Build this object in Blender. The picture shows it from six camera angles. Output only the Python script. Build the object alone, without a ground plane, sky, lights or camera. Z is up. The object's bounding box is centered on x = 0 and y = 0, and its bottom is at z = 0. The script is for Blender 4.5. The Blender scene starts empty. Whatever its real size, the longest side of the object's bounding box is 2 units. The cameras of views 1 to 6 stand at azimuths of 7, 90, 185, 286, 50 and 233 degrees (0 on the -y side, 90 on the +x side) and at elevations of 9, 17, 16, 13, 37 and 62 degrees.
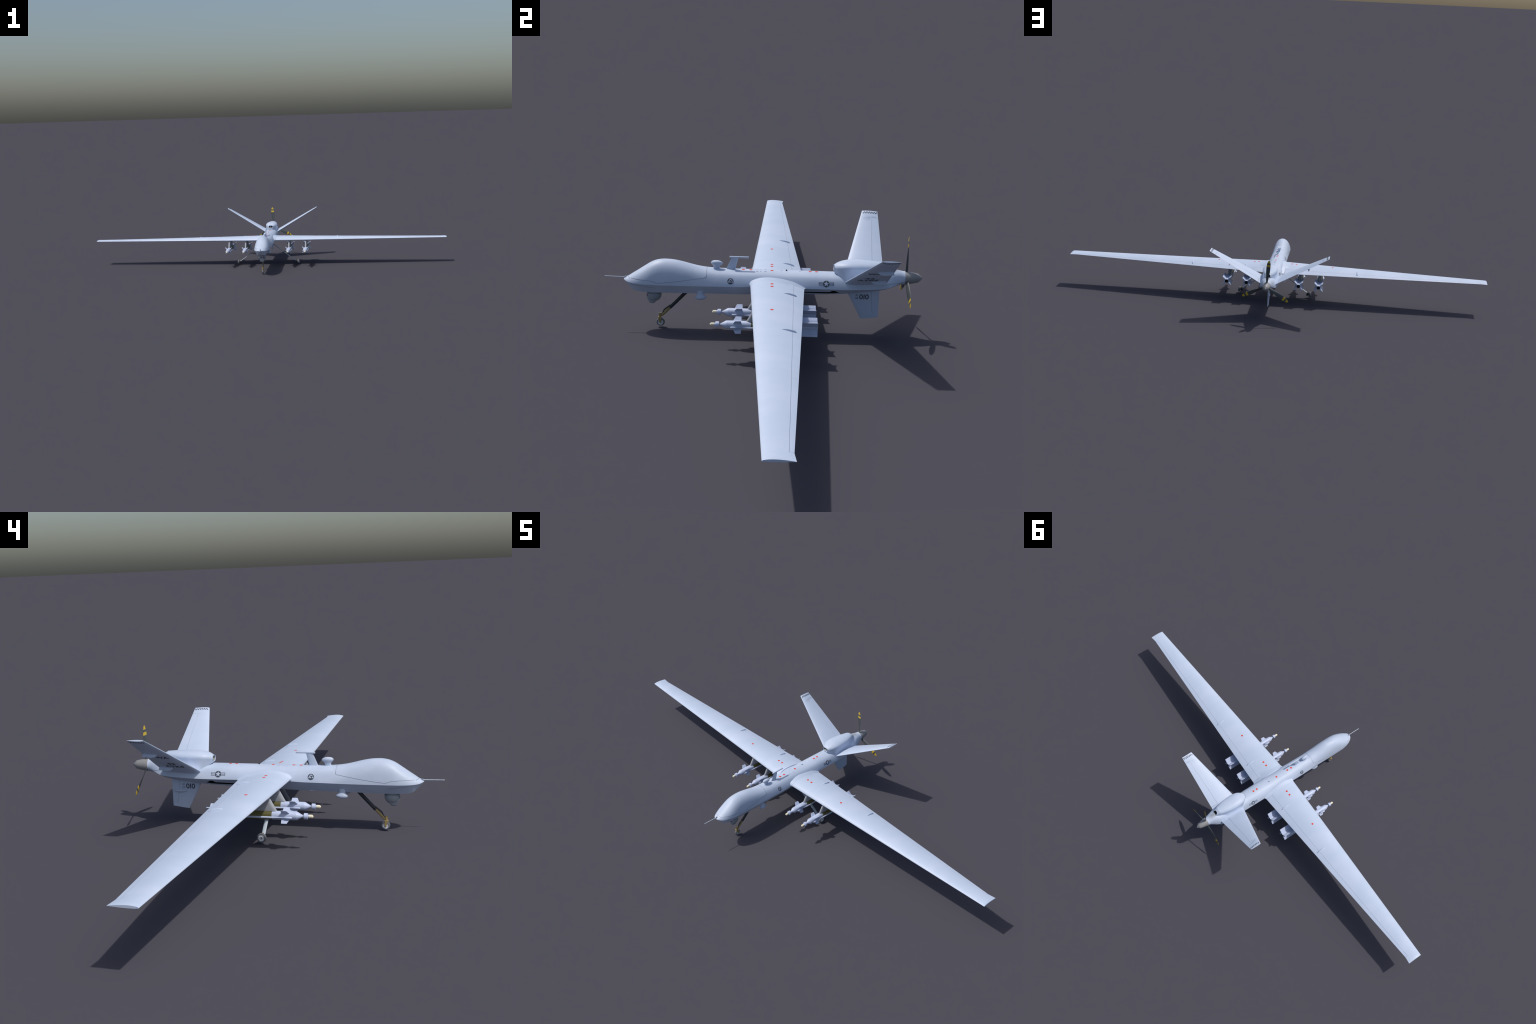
"""Remotely piloted turboprop aircraft: pale blue-grey airframe, V-tail, pusher propeller,
tricycle gear and four guided bombs on under-wing pylons.  Nose points to -y, z up, span 2 m."""
import bpy, bmesh, math, random
import numpy as np
from mathutils import Vector, Matrix
from mathutils.bvhtree import BVHTree

random.seed(7)
PI = math.pi

# ------------------------------------------------------------------ materials
def new_mat(name):
    m = bpy.data.materials.new(name)
    m.use_nodes = True
    nt = m.node_tree
    return m, nt, nt.nodes["Principled BSDF"]

def plain(name, col, rough=0.5, metal=0.0, var=0.0, scale=60.0, coat=0.0):
    m, nt, b = new_mat(name)
    b.inputs["Base Color"].default_value = (*col, 1)
    b.inputs["Roughness"].default_value = rough
    b.inputs["Metallic"].default_value = metal
    b.inputs["Coat Weight"].default_value = coat
    if var > 0:
        tc = nt.nodes.new("ShaderNodeTexCoord")
        n = nt.nodes.new("ShaderNodeTexNoise")
        n.inputs["Scale"].default_value = scale
        n.inputs["Detail"].default_value = 4
        r = nt.nodes.new("ShaderNodeValToRGB")
        r.color_ramp.elements[0].position = 0.3
        r.color_ramp.elements[1].position = 0.7
        r.color_ramp.elements[0].color = (*[c * (1 - var) for c in col], 1)
        r.color_ramp.elements[1].color = (*[min(1, c * (1 + var)) for c in col], 1)
        nt.links.new(tc.outputs["Object"], n.inputs["Vector"])
        nt.links.new(n.outputs["Fac"], r.inputs["Fac"])
        nt.links.new(r.outputs["Color"], b.inputs["Base Color"])
    return m

PAINT = (0.525, 0.605, 0.755)

def paint_material(name, stretch, soot=None, tone=1.0, amp=1.0):
    """airframe paint: cloudy slightly warmer and cooler patches; optional exhaust soot trail"""
    PAINT = tuple(c * tone for c in globals()['PAINT'])
    m, nt, b = new_mat(name)
    L = nt.links.new
    tc = nt.nodes.new("ShaderNodeTexCoord")
    mp = nt.nodes.new("ShaderNodeMapping")
    mp.inputs["Scale"].default_value = stretch
    n = nt.nodes.new("ShaderNodeTexNoise")
    n.inputs["Scale"].default_value = 1.0
    n.inputs["Detail"].default_value = 5
    n.inputs["Roughness"].default_value = 0.55
    r = nt.nodes.new("ShaderNodeValToRGB")
    e = r.color_ramp.elements
    e[0].position, e[1].position = 0.33, 0.68
    e[0].color = (PAINT[0] * (1 - .07 * amp), PAINT[1] * (1 - .05 * amp), PAINT[2] * (1 - .05 * amp), 1)
    e[1].color = (PAINT[0] * (1 + .07 * amp), PAINT[1] * (1 + .05 * amp), PAINT[2] * (1 + .045 * amp), 1)
    L(tc.outputs["Object"], mp.inputs["Vector"])
    L(mp.outputs["Vector"], n.inputs["Vector"])
    L(n.outputs["Fac"], r.inputs["Fac"])
    col = r.outputs["Color"]
    if soot:
        c, s = soot                                   # centre and size of the smudge
        sub = nt.nodes.new("ShaderNodeVectorMath"); sub.operation = 'SUBTRACT'
        sub.inputs[1].default_value = c
        div = nt.nodes.new("ShaderNodeVectorMath"); div.operation = 'DIVIDE'
        div.inputs[1].default_value = s
        ln = nt.nodes.new("ShaderNodeVectorMath"); ln.operation = 'LENGTH'
        mr = nt.nodes.new("ShaderNodeMapRange")
        mr.inputs["From Min"].default_value = 0.3
        mr.inputs["From Max"].default_value = 1.0
        mr.inputs["To Min"].default_value = 0.62
        mr.inputs["To Max"].default_value = 0.0
        mix = nt.nodes.new("ShaderNodeMix"); mix.data_type = 'RGBA'
        mix.inputs["B"].default_value = (0.2, 0.2, 0.19, 1)
        L(tc.outputs["Object"], sub.inputs[0]); L(sub.outputs[0], div.inputs[0])
        L(div.outputs[0], ln.inputs[0]); L(ln.outputs["Value"], mr.inputs["Value"])
        L(mr.outputs["Result"], mix.inputs["Factor"])
        L(col, mix.inputs["A"])
        col = mix.outputs["Result"]
    L(col, b.inputs["Base Color"])
    b.inputs["Roughness"].default_value = 0.45
    b.inputs["Specular IOR Level"].default_value = 0.35
    return m

M_BODY = paint_material("airframe_paint", (26, 16, 26), tone=.955, soot=((0, 0.366, 0.196), (0.016, 0.026, 0.02)))
M_WING = paint_material("wing_paint", (15, 7, 10), amp=.7)
M_PALE = plain("store_paint", (0.50, 0.57, 0.75), 0.45, var=0.04)
M_LINE = plain("dark_line", (0.16, 0.19, 0.25), 0.7)  # dark colour of the strips that draw seams and darken hinge gaps
M_MARK = plain("marking_grey", (0.055, 0.07, 0.095), 0.6, var=0.08, scale=200)
M_MARKF = plain("marking_grey_faded", (0.17, 0.21, 0.28), 0.6)
M_RED = plain("red_marker", (0.72, 0.06, 0.035), 0.5)
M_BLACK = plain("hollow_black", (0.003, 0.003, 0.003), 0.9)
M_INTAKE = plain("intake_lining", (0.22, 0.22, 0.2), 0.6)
M_OLIVE = plain("olive_drab", (0.115, 0.108, 0.038), 0.45, var=0.12)
M_CREAM = plain("seeker_cream", (0.82, 0.77, 0.58), 0.4)
M_PYLON = plain("pylon_grey", (0.37, 0.39, 0.425), 0.5, var=0.05)
M_SPIN = plain("spinner_grey", (0.275, 0.275, 0.275), 0.42, var=0.06)
M_STRUT = plain("strut_black", (0.022, 0.028, 0.036), 0.45)
M_GOLD = plain("gold_anodised", (0.34, 0.255, 0.10), 0.4)
M_TYRE = plain("tyre_rubber", (0.135, 0.145, 0.165), 0.7, var=0.1)
M_RIM = plain("wheel_metal", (0.72, 0.74, 0.76), 0.3, metal=0.1)
M_LEG = plain("gear_leg_paint", (0.48, 0.56, 0.64), 0.4)
M_TURRET = plain("turret_grey", (0.29, 0.325, 0.36), 0.4, var=0.05)
M_PLATE = plain("turret_face", (0.42, 0.48, 0.53), 0.35)
M_LENSB = plain("lens_blue", (0.03, 0.07, 0.2), 0.08, coat=1)
M_LENSP = plain("lens_violet", (0.16, 0.06, 0.2), 0.1, coat=1)
M_LENSW = plain("lens_white", (0.5, 0.55, 0.6), 0.1, coat=1)
M_NAVB = plain("lamp_blue", (0.04, 0.04, 0.62), 0.15, coat=1)
M_NAVW = plain("lamp_white", (0.8, 0.8, 0.78), 0.15, coat=1)

def blade_material():
    """dark blade with two yellow bands, by distance along the blade (local z)"""
    m, nt, b = new_mat("propeller_blade_paint")
    tc = nt.nodes.new("ShaderNodeTexCoord")
    sx = nt.nodes.new("ShaderNodeSeparateXYZ")
    mr = nt.nodes.new("ShaderNodeMapRange")
    mr.inputs["From Max"].default_value = 0.12
    r = nt.nodes.new("ShaderNodeValToRGB")
    r.color_ramp.interpolation = 'CONSTANT'
    dark, yel = (0.06, 0.073, 0.078, 1), (0.60, 0.42, 0.03, 1)
    els = r.color_ramp.elements
    els[0].position, els[0].color = 0.0, dark
    els[1].position, els[1].color = 0.0895 / 0.12, yel
    for p, c in ((0.0985 / 0.12, dark), (0.1062 / 0.12, yel)):
        e = els.new(p); e.color = c
    nt.links.new(tc.outputs["Object"], sx.inputs[0])
    nt.links.new(sx.outputs["Z"], mr.inputs["Value"])
    nt.links.new(mr.outputs["Result"], r.inputs["Fac"])
    nt.links.new(r.outputs["Color"], b.inputs["Base Color"])
    b.inputs["Roughness"].default_value = 0.45
    return m
M_BLADE = blade_material()

# ------------------------------------------------------------------ object helpers
ROOT = bpy.data.objects.new("drone_aircraft", None)
ROOT.empty_display_size = 0.2
bpy.context.scene.collection.objects.link(ROOT)
ROOT["label"] = "pale grey armed drone aircraft with V-tail and pusher propeller"
ROOT["category"] = "aircraft"

def link(ob, parent):
    bpy.context.scene.collection.objects.link(ob)
    ob.parent = parent or ROOT
    return ob

def mesh_from(verts, faces, name, mats, face_mats=None, sharp=35):
    me = bpy.data.meshes.new(name)
    me.from_pydata([tuple(v) for v in verts], [], faces)
    bm = bmesh.new(); bm.from_mesh(me)
    bmesh.ops.remove_doubles(bm, verts=bm.verts, dist=1e-6)
    bm.to_mesh(me); bm.free()
    if not isinstance(mats, (list, tuple)):
        mats = [mats]
    for m in mats:
        me.materials.append(m)
    if face_mats and len(face_mats) == len(me.polygons):
        me.polygons.foreach_set("material_index", face_mats)
    finish(me, sharp)
    return me

def finish(me, sharp):
    bm = bmesh.new(); bm.from_mesh(me)
    bmesh.ops.recalc_face_normals(bm, faces=bm.faces)
    bm.to_mesh(me); bm.free()
    me.shade_smooth()
    me.set_sharp_from_angle(angle=math.radians(sharp))
    me.update()

def obj(name, me, parent=None, matrix=None, kind=None):
    o = bpy.data.objects.new(name, me)
    link(o, parent)
    if matrix is not None:
        o.matrix_local = matrix
    if kind:
        o["kind"] = kind
    return o

def mirror_mesh(me, name):
    m2 = me.copy(); m2.name = name
    m2.transform(Matrix.Scale(-1, 4, (1, 0, 0)))
    m2.flip_normals()
    return m2

def both_sides(name, me, parent=None, kind=None):
    """part built at +x and its mirror image"""
    a = obj(name, me, parent[0] if isinstance(parent, tuple) else parent, kind=kind)
    b = obj(name, mirror_mesh(me, me.name), parent[1] if isinstance(parent, tuple) else parent, kind=kind)
    return a, b

def loft(rings, caps=(True, True), closed=True):
    n = len(rings[0]); v = [p for r in rings for p in r]; f = []
    for i in range(len(rings) - 1):
        for k in range(n if closed else n - 1):
            k2 = (k + 1) % n
            f.append((i * n + k, i * n + k2, (i + 1) * n + k2, (i + 1) * n + k))
    if caps[0]: f.append(tuple(range(n)))
    if caps[1]: f.append(tuple((len(rings) - 1) * n + k for k in range(n)))
    return v, f

def revolve(profile, axis='y', seg=32, centre=(0, 0, 0)):
    """profile: (along axis, radius)"""
    rings = []
    for s, r in profile:
        ring = []
        for k in range(seg):
            a = 2 * PI * k / seg
            c, d = r * math.cos(a), r * math.sin(a)
            p = {'y': (c, s, d), 'z': (c, d, s), 'x': (s, c, d)}[axis]
            ring.append(Vector(p) + Vector(centre))
        rings.append(ring)
    return loft(rings)

def tube(p0, p1, r0, r1=None, seg=16):
    p0, p1 = Vector(p0), Vector(p1); r1 = r0 if r1 is None else r1
    q = (p1 - p0).to_track_quat('Z', 'Y')
    rings = []
    for p, r in ((p0, r0), (p1, r1)):
        rings.append([p + q @ Vector((r * math.cos(2 * PI * k / seg), r * math.sin(2 * PI * k / seg), 0)) for k in range(seg)])
    return loft(rings)

def box(c, s, rot=None):
    c = Vector(c); v = []
    for i in (-1, 1):
        for j in (-1, 1):
            for k in (-1, 1):
                d = Vector((i * s[0] / 2, j * s[1] / 2, k * s[2] / 2))
                v.append(c + (rot @ d if rot else d))
    f = [(0, 1, 3, 2), (4, 6, 7, 5), (0, 4, 5, 1), (2, 3, 7, 6), (0, 2, 6, 4), (1, 5, 7, 3)]
    return v, f

def join(*parts):
    V, F = [], []
    for v, f in parts:
        o = len(V); V += list(v); F += [tuple(i + o for i in q) for q in f]
    return V, F

def bevelled(me, width, seg=2, angle=30):
    bm = bmesh.new(); bm.from_mesh(me)
    ed = [e for e in bm.edges if len(e.link_faces) == 2 and e.calc_face_angle(0) > math.radians(angle)]
    bmesh.ops.bevel(bm, geom=ed, offset=width, segments=seg, affect='EDGES', profile=0.5)
    bm.to_mesh(me); bm.free()
    finish(me, 35)
    return me

def curve(points):
    """smooth interpolation (monotone cubic) through (x, value) control points"""
    xs = np.array([p[0] for p in points], float); ys = np.array([p[1] for p in points], float)
    h = np.diff(xs); d = np.diff(ys) / h
    m = np.zeros(len(xs)); m[0], m[-1] = d[0], d[-1]
    for i in range(1, len(xs) - 1):
        if d[i - 1] * d[i] > 0:
            w1, w2 = 2 * h[i] + h[i - 1], h[i] + 2 * h[i - 1]
            m[i] = (w1 + w2) / (w1 / d[i - 1] + w2 / d[i])
    def f(x):
        x = min(max(x, xs[0]), xs[-1])
        i = min(int(np.searchsorted(xs, x, side='right')) - 1, len(h) - 1)
        t = (x - xs[i]) / h[i]
        return ((1 + 2 * t) * (1 - t) ** 2 * ys[i] + t * (1 - t) ** 2 * h[i] * m[i]
                + t * t * (3 - 2 * t) * ys[i + 1] + t * t * (t - 1) * h[i] * m[i + 1])
    return f

def bvh_of(*meshes):
    V, F = [], []
    for me in meshes:
        o = len(V)
        V += [v.co.copy() for v in me.vertices]
        F += [tuple(i + o for i in p.vertices) for p in me.polygons]
    return BVHTree.FromPolygons(V, F)

# ------------------------------------------------------------------ painted marks as thin skins
class Decal:
    """2-D shapes laid on a surface: projected along -n, given a hair of thickness"""
    def __init__(self, origin, u, v, tree, lift=0.0005):
        self.o, self.u, self.v = Vector(origin), Vector(u).normalized(), Vector(v).normalized()
        self.n = self.u.cross(self.v).normalized()
        self.tree, self.lift = tree, lift
        self.bm = bmesh.new()
    def poly(self, pts, cuts=0, lift=0.0):
        vs = [self.bm.verts.new((p[0], p[1], lift)) for p in pts]
        f = self.bm.faces.new(vs)
        tri = bmesh.ops.triangulate(self.bm, faces=[f])
        self._cut(tri['faces'], cuts)
    def _cut(self, faces, cuts):
        for _ in range(cuts):
            ed = list({e for f in faces for e in f.edges})
            r = bmesh.ops.subdivide_edges(self.bm, edges=ed, cuts=1, use_grid_fill=True)
            faces = list({f for g in r['geom'] if isinstance(g, bmesh.types.BMFace) for f in (g,)} | {f for f in faces if f.is_valid})
    def disc(self, c, r, seg=28, rings=3, inner=0.0, lift=0.0):
        rows = []
        for i in range(rings + 1):
            q = inner + (r - inner) * i / rings
            if q < 1e-7:
                rows.append([self.bm.verts.new((c[0], c[1], lift))])
            else:
                rows.append([self.bm.verts.new((c[0] + q * math.cos(2 * PI * k / seg), c[1] + q * math.sin(2 * PI * k / seg), lift)) for k in range(seg)])
        for a, b in zip(rows, rows[1:]):
            for k in range(seg):
                k2 = (k + 1) % seg
                if len(a) == 1:
                    self.bm.faces.new((a[0], b[k], b[k2]))
                else:
                    self.bm.faces.new((a[k], b[k], b[k2], a[k2]))
    def strip(self, pts, w, step=0.003):
        """thin line through 2-D points"""
        P = [Vector(p) for p in pts]; fine = [P[0]]
        for a, b in zip(P, P[1:]):
            n = max(1, int((b - a).length / step))
            fine += [a.lerp(b, i / n) for i in range(1, n + 1)]
        prev = None
        for i, p in enumerate(fine):
            d = (fine[min(i + 1, len(fine) - 1)] - fine[max(i - 1, 0)]).normalized()
            s = Vector((-d.y, d.x)) * w / 2
            cur = (self.bm.verts.new((*(p + s), 0)), self.bm.verts.new((*(p - s), 0)))
            if prev:
                self.bm.faces.new((prev[0], prev[1], cur[1], cur[0]))
            prev = cur
    def text(self, s, c, width, height, bold=0.0):
        cu = bpy.data.curves.new("txt", 'FONT'); cu.body = s
        cu.offset = bold; cu.resolution_u = 3
        ob = bpy.data.objects.new("txt", cu); bpy.context.scene.collection.objects.link(ob)
        dg = bpy.context.evaluated_depsgraph_get()
        me = bpy.data.meshes.new_from_object(ob.evaluated_get(dg))
        xs = [v.co.x for v in me.vertices]; ys = [v.co.y for v in me.vertices]
        x0, x1, y0, y1 = min(xs), max(xs), min(ys), max(ys)
        vs = [self.bm.verts.new((c[0] + ((v.co.x - x0) / (x1 - x0) - .5) * width,
                                 c[1] + ((v.co.y - y0) / (y1 - y0) - .5) * height, 0)) for v in me.vertices]
        for p in me.polygons:
            try: self.bm.faces.new([vs[i] for i in p.vertices])
            except ValueError: pass
        bpy.data.objects.remove(ob); bpy.data.curves.remove(cu); bpy.data.meshes.remove(me)
    def mesh(self, name, mat):
        bm = self.bm
        bmesh.ops.remove_doubles(bm, verts=bm.verts, dist=1e-7)
        flat = [v.co.copy() for v in bm.verts]
        res = []
        for c in flat:
            p = self.o + self.u * c.x + self.v * c.y
            hit, nn, _, _ = self.tree.ray_cast(p + self.n * 0.03, -self.n, 0.2)
            if hit is None:
                hit = self.tree.find_nearest(p)[0]; nn = self.n
            if nn.dot(self.n) < 0: nn = -nn
            res.append((hit, nn, c.z))
        for v, (h, nn, z) in zip(list(bm.verts), res):
            v.co = h + nn * (self.lift + z)
        bmesh.ops.recalc_face_normals(bm, faces=bm.faces)
        if sum((f.normal.dot(self.n) for f in bm.faces)) < 0:
            bmesh.ops.reverse_faces(bm, faces=bm.faces)
        me = bpy.data.meshes.new(name)
        ext = bmesh.ops.extrude_face_region(bm, geom=list(bm.faces))
        nv = [g for g in ext['geom'] if isinstance(g, bmesh.types.BMVert)]
        # the extruded copy stays on top, originals sink below the skin
        keep = set(nv)
        for v in bm.verts:
            if v not in keep:
                v.co -= self.n * (self.lift + 0.0004)
        bm.to_mesh(me); bm.free()
        me.materials.append(mat)
        finish(me, 40)
        return me

# ------------------------------------------------------------------ fuselage
NOSE, TAIL = -0.3952, 0.3985
f_half = curve([(-.31, .0408), (-.26, .0411), (-.18, .0411), (-.128, .0418), (-.05, .0428), (.11, .0430), (.22, .0418),
                (.28, .0408), (.33, .0388), (.36, .0362), (.38, .0310), (.39, .0255), (.3985, .0186)])
f_chine = curve([(-.396, .1398), (-.38, .1363), (-.35, .1357), (-.26, .1357), (-.18, .1360), (-.128, .1372), (-.076, .1380),
                 (-.034, .1396), (.11, .1396), (.22, .1390), (.28, .1405), (.33, .1432), (.36, .1475), (.38, .1520), (.3985, .1600)])
f_top = curve([(-.396, .1400), (-.391, .1432), (-.38, .1490), (-.37, .1558), (-.358, .1636), (-.3366, .1782), (-.3151, .1920),
               (-.299, .1981), (-.2804, .2006), (-.259, .1996), (-.2323, .1950), (-.2056, .1882), (-.1841, .1832), (-.16, .1797),
               (-.1386, .1780), (-.1065, .1771), (-.05, .1766), (.20, .1768), (.25, .1780), (.30, .1838), (.34, .1908), (.36, .1930),
               (.377, .1924), (.39, .1898), (.3985, .1858)])
f_bot = curve([(-.396, .1390), (-.39, .1320), (-.377, .1208), (-.3686, .1135), (-.358, .1100), (-.34, .1084), (-.28, .1077), (-.22, .1086),
               (-.1, .1099), (-.03, .1112), (.11, .1160), (.216, .1195), (.28, .1260), (.32, .1300), (.36, .1372), (.3985, .1490)])
f_bhw = curve([(-.396, .0008), (-.388, .0080), (-.377, .0135), (-.36, .0190), (-.33, .0225), (.1, .0225), (.2, .0210), (.28, .0180), (.33, .0140), (.3985, .008)])

NU, NL = 14, 8            # points chine->top and chine->belly
HUBZ = 0.1672
def fuselage_ring(y):
    a = f_half(y) if y > -.31 else .0408 * math.sqrt(max(0.0, 1 - ((-.31 - y) / .0853) ** 2))
    zc, zt, zb, bh = f_chine(y), f_top(y), f_bot(y), min(f_bhw(y), a * .6)
    lean = .055 if y > -.16 else .03
    w = 0 if y < .345 else ((y - .345) / (TAIL - .345)) ** 1.6
    half = []
    for i in range(NU):                                   # from top centre down to the chine
        th = PI / 2 * (1 - i / NU)
        t = math.sin(th)
        x = a * (math.cos(th) - lean * math.sin(PI * min(t / .8, 1)))
        half.append((max(x, 0), zc + (zt - zc) * t))
    half.append((a, zc))
    for i in range(1, NL // 2 + 1):
        s = i / (NL // 2); half.append((a + (bh - a) * s, zc + (zb - zc) * s))
    for i in range(1, NL // 2 + 1):
        s = i / (NL // 2); half.append((bh * (1 - s), zb))
    if w > 0:
        R, n = .0186, len(half) - 1
        for k, (x, z) in enumerate(half):
            ang = (k / NU) * math.radians(112) if k <= NU else math.radians(112 + 68 * (k - NU) / (n - NU))
            half[k] = (x + (R * math.sin(ang) - x) * w, z + (HUBZ + R * math.cos(ang) - z) * w)
    half[0] = (0, half[0][1]); half[-1] = (0, half[-1][1])
    return [Vector((x, y, z)) for x, z in half] + [Vector((-x, y, z)) for x, z in half[-2:0:-1]]

ys = [NOSE + .0853 * (1 - math.cos(t)) for t in np.linspace(0.03, PI / 2, 22)]
ys += list(np.linspace(ys[-1], .33, 74)[1:]) + list(np.linspace(.33, TAIL, 22)[1:])
fv, ff = loft([fuselage_ring(float(y)) for y in ys])
fus_me = mesh_from(fv, ff, "fuselage", [M_BODY, M_BLACK], sharp=32)

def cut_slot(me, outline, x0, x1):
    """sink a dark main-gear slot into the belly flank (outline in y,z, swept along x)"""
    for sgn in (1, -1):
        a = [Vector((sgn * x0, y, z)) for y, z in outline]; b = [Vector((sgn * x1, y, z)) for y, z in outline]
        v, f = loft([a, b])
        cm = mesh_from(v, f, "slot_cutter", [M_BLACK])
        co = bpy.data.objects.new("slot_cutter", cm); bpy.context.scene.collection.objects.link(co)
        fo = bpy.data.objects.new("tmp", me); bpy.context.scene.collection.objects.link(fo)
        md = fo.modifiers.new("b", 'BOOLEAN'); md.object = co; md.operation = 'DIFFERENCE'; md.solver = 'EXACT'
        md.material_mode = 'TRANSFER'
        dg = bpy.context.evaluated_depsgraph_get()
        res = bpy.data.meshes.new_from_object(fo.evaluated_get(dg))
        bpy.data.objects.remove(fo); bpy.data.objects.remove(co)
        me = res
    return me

fus_full = fus_me.copy()
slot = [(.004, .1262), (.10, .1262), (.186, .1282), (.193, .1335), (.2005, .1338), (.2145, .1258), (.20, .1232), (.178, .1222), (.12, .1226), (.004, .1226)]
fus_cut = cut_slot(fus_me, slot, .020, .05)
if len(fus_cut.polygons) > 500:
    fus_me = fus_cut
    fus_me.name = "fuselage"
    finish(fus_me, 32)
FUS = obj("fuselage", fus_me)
T_FUS = bvh_of(fus_full)

# radome seam, belly hatch seam and cowl seams: narrow dark strips laid on the skin, no groove cut
def side_lines(name, parent, tree, lines, w, mat=M_LINE):
    for sgn in (1, -1):
        d = Decal((sgn * .06, 0, 0), (0, sgn, 0), (0, 0, 1), tree, lift=.0003)
        for ln in lines:
            d.strip([(sgn * y, z) for y, z in ln], w)
        obj(name, d.mesh(name, mat), parent, kind="stuff")
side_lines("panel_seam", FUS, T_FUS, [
    [(-.372, .1480), (-.355, .1482), (-.33, .1478), (-.312, .1463), (-.2955, .1408), (-.262, .1447), (-.2303, .1490), (-.1614, .1600)],
    [(-.1614, .1600), (-.1605, .1650), (-.1600, .1705)],
    [(.338, .1578), (.392, .1578)], [(-.303, .1242), (-.33, .1285), (-.372, .1335)]], .0006)
d = Decal((0, 0, .25), (1, 0, 0), (0, 1, 0), T_FUS, lift=.0003)
d.strip([(x, -.160) for x in np.linspace(-.033, .033, 30)], .0006)
d.strip([(x, -.3818 + 17.0 * x * x) for x in np.linspace(-.019, .019, 24)], .0006)
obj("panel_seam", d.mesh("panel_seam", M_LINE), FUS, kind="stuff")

# red service dots on the spine
for y in (-.0578, -.0368, .023, .1307, .1487):
    d = Decal((0, y, .25), (1, 0, 0), (0, 1, 0), T_FUS, lift=.0004)
    d.disc((0, 0), .0043, 20, 2)
    obj("service_dot", d.mesh("service_dot", M_RED), FUS)

# small vents and a stub aerial on the spine
for y, x, sx, sy in [(-.0188, .0105, .0018, .008), (-.0085, .0105, .0018, .004), (.0044, .0105, .0018, .0065), (.051, 0, .004, .0045), (.1015, 0, .004, .0045)]:
    for s in ((1, -1) if x else (1,)):
        h = T_FUS.ray_cast(Vector((s * x, y, .3)), Vector((0, 0, -1)))[0]
        me = mesh_from(*box(h, (sx, sy, .0016)), "vent", M_BODY); bevelled(me, .0005)
        obj("vent", me, FUS)
me = mesh_from(*loft([[Vector((sx * .0009, y, z)) for sx, y in ((-1, y0), (1, y0), (1, y1), (-1, y1))] for y0, y1, z in ((.0615, .0670, .1755), (.0622, .0660, .1780), (.0625, .0636, .1808))]), "stub_aerial", M_STRUT)
obj("stub_aerial", me, FUS)

# fuselage insignia -----------------------------------------------------------
def star(r, c=(0, 0), inner=.40):
    return [(c[0] + (r if k % 2 == 0 else r * inner) * math.sin(PI * k / 5), c[1] + (r if k % 2 == 0 else r * inner) * math.cos(PI * k / 5)) for k in range(10)]
M_STAR = plain("insignia_light", (0.46, 0.54, 0.69), 0.5)
for sgn in (1, -1):
    fr = dict(origin=(sgn * .0373, .1753, .1535), u=(0, sgn, 0), v=(-sgn * .30, 0, 1), tree=T_FUS)
    d = Decal(**fr)
    d.disc((0, 0), .0092, 32, 4)
    for s in (1, -1):
        x0, x1 = s * .0090, s * .0208
        for h in (.0040, .0003, -.0034):
            d.strip([(x0, h), (x1, h)], .0009, .003)
        d.strip([(x1 - s * .0003, .0044), (x1 - s * .0003, -.0038)], .0009, .003)
    obj("roundel", d.mesh("roundel", M_MARK), FUS)
    d = Decal(**fr, lift=.0008)
    P = star(.0083)
    for k in range(10):
        d.poly([(0, 0), P[k], P[(k + 1) % 10]], cuts=2)
    obj("roundel_star", d.mesh("roundel_star", M_STAR), FUS)
    fr = dict(origin=(sgn * .0365, -.0923, .1523), u=(0, sgn, 0), v=(-sgn * .30, 0, 1), tree=T_FUS)
    d = Decal(**fr); d.disc((0, 0), .0086, 32, 4)
    obj("unit_badge", d.mesh("unit_badge", M_MARK), FUS)
    d = Decal(**fr, lift=.0008)
    d.poly([(-.0074, -.0036), (-.0046, -.0036), (-.0008, .0044), (-.0018, .0062)], cuts=2)
    d.poly([(-.0018, .0062), (-.0008, .0044), (.0044, .0012), (.0052, .0030), (.0006, .0066)], cuts=1)
    d.poly([(.0020, -.0030), (.0074, -.0034), (.0062, .0012)], cuts=2)
    d.poly([(-.0040, -.0034), (.0012, -.0032), (-.0008, .0012)], cuts=2)
    obj("unit_badge_emblem", d.mesh("unit_badge_emblem", M_STAR), FUS)

# nose: air-data probe and its dark mount ------------------------------------
v, f = revolve([(-.4502, .0006), (-.4498, .0012), (-.43, .0012), (-.4298, .0016), (-.4275, .0016), (-.4272, .0012), (-.40, .0013), (-.384, .0018)], 'y', 14, (0, 0, 0))
v = [Vector((p[0], p[1], p[2] + .1445 - (p[1] + .45) * .01)) for p in v]
obj("air_data_probe", mesh_from(v, f, "air_data_probe", M_LEG), FUS)
v, f = revolve([(-.3935, .0022), (-.3932, .0030), (-.388, .0034)], 'y', 18, (0, 0, .1438))
obj("probe_mount", mesh_from(v, f, "probe_mount", M_MARKF), FUS)

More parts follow.
